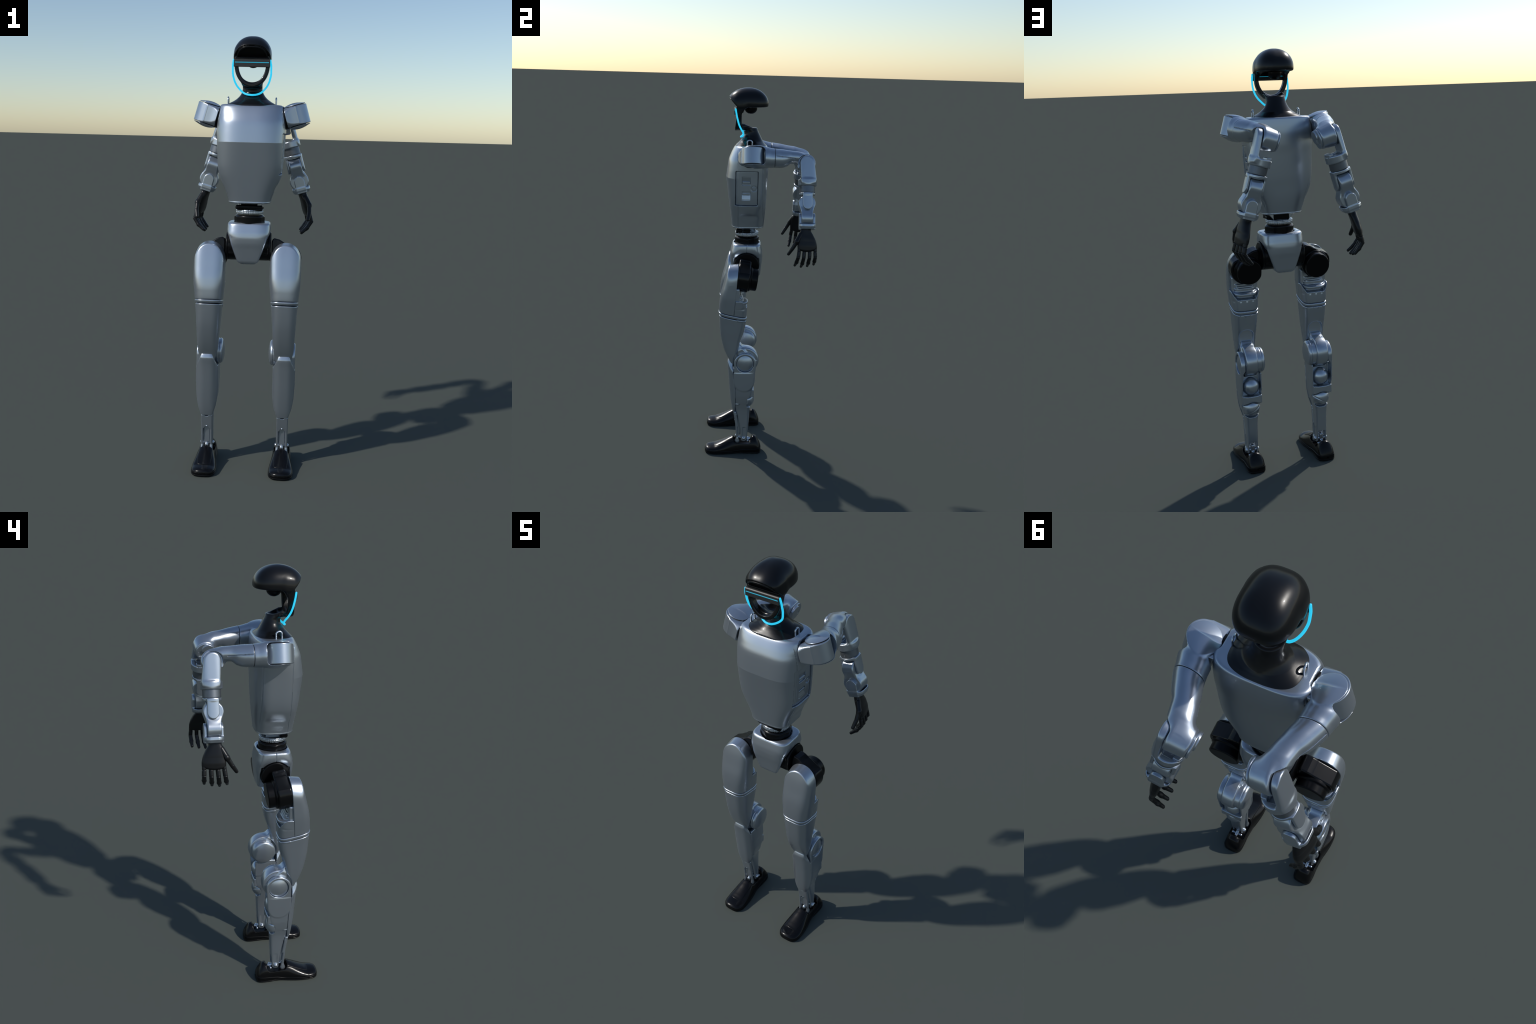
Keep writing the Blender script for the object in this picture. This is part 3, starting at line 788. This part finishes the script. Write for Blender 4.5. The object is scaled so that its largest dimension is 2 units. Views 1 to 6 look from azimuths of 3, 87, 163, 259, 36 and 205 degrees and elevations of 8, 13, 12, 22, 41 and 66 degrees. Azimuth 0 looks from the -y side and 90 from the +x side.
FA, FB = -0.072, 0.2315           # forearm axis in the arm frame (x, y)
def elbow_link(x, y, z):
    a, b = x - FA, y - FB
    prof = hull2(b, z, (-0.006, -0.0215), 0.0395, (0.0050, -0.105), 0.0410)
    face = 0.0455 - 0.006 * np.clip((z + 0.02) / 0.04, 0, 1) ** 2 * 4
    blade = smax(smax(prof, span(z, -0.125, 0.05), 0.004), np.abs(a - 0.0325) - (0.0125), 0.008)
    blade = smax(blade, np.hypot(a, b * 0.8) - 0.0500, 0.006)
    r = np.hypot(a, b)
    collar = extrude(r - 0.0490, z, -0.1385, -0.1035 , 0.006)
    step = smax(smax(r - 0.047, span(z, -0.12, -0.0945), 0.003), a + 0.008, 0.004)
    collar = np.minimum(collar, smax(step, np.abs(b) - 0.028, 0.003))
    collar = cut(collar, extrude(rect(a, b, -0.043, 0.022, -0.028, 0.028, 0.012), z, -0.1155, 0.0, 0.002), 0.004)
    collar = np.minimum(collar, smax(step, np.abs(b) - 0.028, 0.003) + np.where(a < -0.02, 0, 0.01))
    f = smin(blade, collar, 0.012)
    f = cut(f, extrude(np.hypot(y - EY, z - EZ) - 0.0515, a, -0.1, 0.0195, 0.001), 0.002)
    return f
part("elbow_link", elbow_link, (FA - 0.056, FB - 0.056, -0.145), (FA + 0.056, FB + 0.056, 0.026), 0.0022, SILVER, **ARMP)
part("forearm_sleeve", lambda x, y, z: extrude(np.hypot(x - FA, y - FB) - 0.0405, z, -0.1735, -0.13, 0.002),
     (FA - 0.046, FB - 0.046, -0.178), (FA + 0.046, FB + 0.046, -0.125), 0.0024, SLEEVE, **ARMP)
def wrist_fork(x, y, z):
    a, b = x - FA, y - FB
    r = np.hypot(a, b)
    top = extrude(r - 0.0420, z, -0.1875, -0.1745, 0.003)
    pr = np.where(z < -0.236, np.hypot(b, z + 0.2365) - 0.0255, np.abs(b) - 0.0255)
    prong = smax(smax(pr, np.abs(np.abs(a) - 0.0375) - 0.0072, 0.003), z + 0.176, 0.002)
    prong = smax(prong, np.hypot(a, b * 0.7) - 0.0445, 0.003)
    return smin(top, prong, 0.008)
part("wrist_fork", wrist_fork, (FA - 0.05, FB - 0.048, -0.268), (FA + 0.05, FB + 0.048, -0.170), 0.002, SILVER, **ARMP)
def wrist_body(x, y, z):
    a, b = x - FA, y - FB + 0.002
    up = extrude(np.hypot(b, z + 0.2325) - 0.0445, a, -0.0295, 0.0295, 0.006)
    lo = extrude(np.hypot(a, z + 0.3060) - 0.0465, b, -0.0300, 0.0300, 0.005)
    f = smin(up, lo, 0.022)
    return cut(f, ball(a, b, z, (0, -0.0, -0.1765), (0.045, 0.05, 0.0165)), 0.004)
part("wrist_body", wrist_body, (FA - 0.055, FB - 0.053, -0.36), (FA + 0.055, FB + 0.051, -0.183), 0.0022, SILVER, **ARMP)
def wrist_cuff(x, y, z):
    a, b = x - FA, y - FB
    pr = np.where(z > -0.3060, np.hypot(a, z + 0.3060) - 0.0255, np.abs(a) - 0.0255)
    prong = smax(pr, np.abs(np.abs(b) - 0.0355) - 0.0065, 0.004)
    prong = smax(prong, -0.366 - z, 0.003)
    rr = rect(a, b, -0.0445, 0.0445, -0.0415, 0.0415, 0.026)
    taper = rr + 0.6 * np.clip(-0.352 - z, 0, 1)
    base = smax(taper, span(z, -0.366, -0.3385), 0.004)
    base = cut(base, extrude(rect(a, b, -0.0405, 0.0405, -0.0305, 0.0305, 0.018), z, -0.3525, 0, 0.001), 0.003)
    base = cut(base, extrude(np.hypot(a, z + 0.306) - 0.0495, b, -0.0305, 0.0305, 0.001), 0.002)
    return smin(prong, base, 0.006)
part("wrist_cuff", wrist_cuff, (FA - 0.052, FB - 0.052, -0.373), (FA + 0.052, FB + 0.052, -0.275), 0.002, SILVER, **ARMP)

# ------------------------------------------------------------------------- hands
PALM = table((-0.355, -0.002, 0.0205, -0.003, 0.026), (-0.372, 0.000, 0.0200, -0.003, 0.0285), (-0.395, 0.004, 0.0185, -0.002, 0.0400), (-0.425, 0.008, 0.0185, 0.0025, 0.0490), (-0.450, 0.0085, 0.0185, 0.0050, 0.0520),
             (-0.470, 0.008, 0.0165, 0.0055, 0.0520), (-0.485, 0.008, 0.0135, 0.0055, 0.0500))
YAW = 0.20                        # the hand is turned a little about the forearm
def palm(x, y, z):
    ca, ha, cb, hb = (c(z) for c in PALM)
    f = oval(x - FA - ca + 0.006 * np.clip((-0.37 - z) / 0.06, 0, 1) + YAW * (y - 0.2285), y - 0.2295 - cb, ha, hb, 2.5) * 0.9
    f = smax(f, -0.474 - 0.010 * np.clip(1 - ((y - FB - 0.0) / 0.045) ** 2, 0, 1) - z, 0.010)
    return smax(f, z + 0.358, 0.003)
part("palm", palm, (FA - 0.04, FB - 0.062, -0.495), (FA + 0.045, FB + 0.068, -0.352), 0.0022, HAND, **ARMP)
#            root y, joint y, tip y, tip drop
FINGERS = [(0.1935, 0.1880, 0.1745, 0.000, -0.053), (0.2205, 0.2170, 0.2075, 0.006, -0.050), (0.2485, 0.2475, 0.2405, 0.002, -0.045), (0.2765, 0.2785, 0.2745, -0.007, -0.039)]
for ry, jy, ty, dz, ta in FINGERS:
    def finger(x, y, z):
        a = x - FA + 0.006 + YAW * (y - 0.2285)
        p0, p1, p2, p3 = (0.009, ry, -0.466), (0.0075, jy, -0.512 - dz * 0.4), (ta * 0.42, (jy + ty) / 2, -0.537 - dz), (ta, ty, -0.5515 - dz)
        f = rod(a, y, z, p0, p1, 0.0098, 0.0100)
        g = smin(rod(a, y, z, p1, p2, 0.0100, 0.0095), rod(a, y, z, p2, p3, 0.0093, 0.0072), 0.006)
        f = groove(f, z, -0.482, 0.0012, 0.002)
        f = np.minimum(f, g + 0.0)
        return f + 0.0009 * np.exp(-((z - a * 0.4 + 0.516 + dz * 0.4) / 0.0018) ** 2)
    part("finger", finger, (FA - 0.085, ry - 0.034, -0.575), (FA + 0.024, ry + 0.020, -0.450), 0.002, HAND, **ARMP)
def thumb(x, y, z):
    a = (0.2590, 0.200, 1.262); b = (0.2775, 0.1795, 1.228); c = (0.2785, 0.158, 1.192); d = (0.2735, 0.1375, 1.160)
    f = smin(rod(x, y, z, a, b, 0.0125, 0.0125), rod(x, y, z, b, c, 0.0115, 0.0100), 0.006)
    g = rod(x, y, z, c, d, 0.0105, 0.0085)
    return np.minimum(f, g) + 0.0009 * np.exp(-(((y - 0.158) * 0.55 + (z - 1.192) * 0.83) / 0.0018) ** 2)
part("thumb", thumb, (0.24, 0.12, 1.145), (0.30, 0.22, 1.282), 0.002, HAND, parent=arms, pair=True)
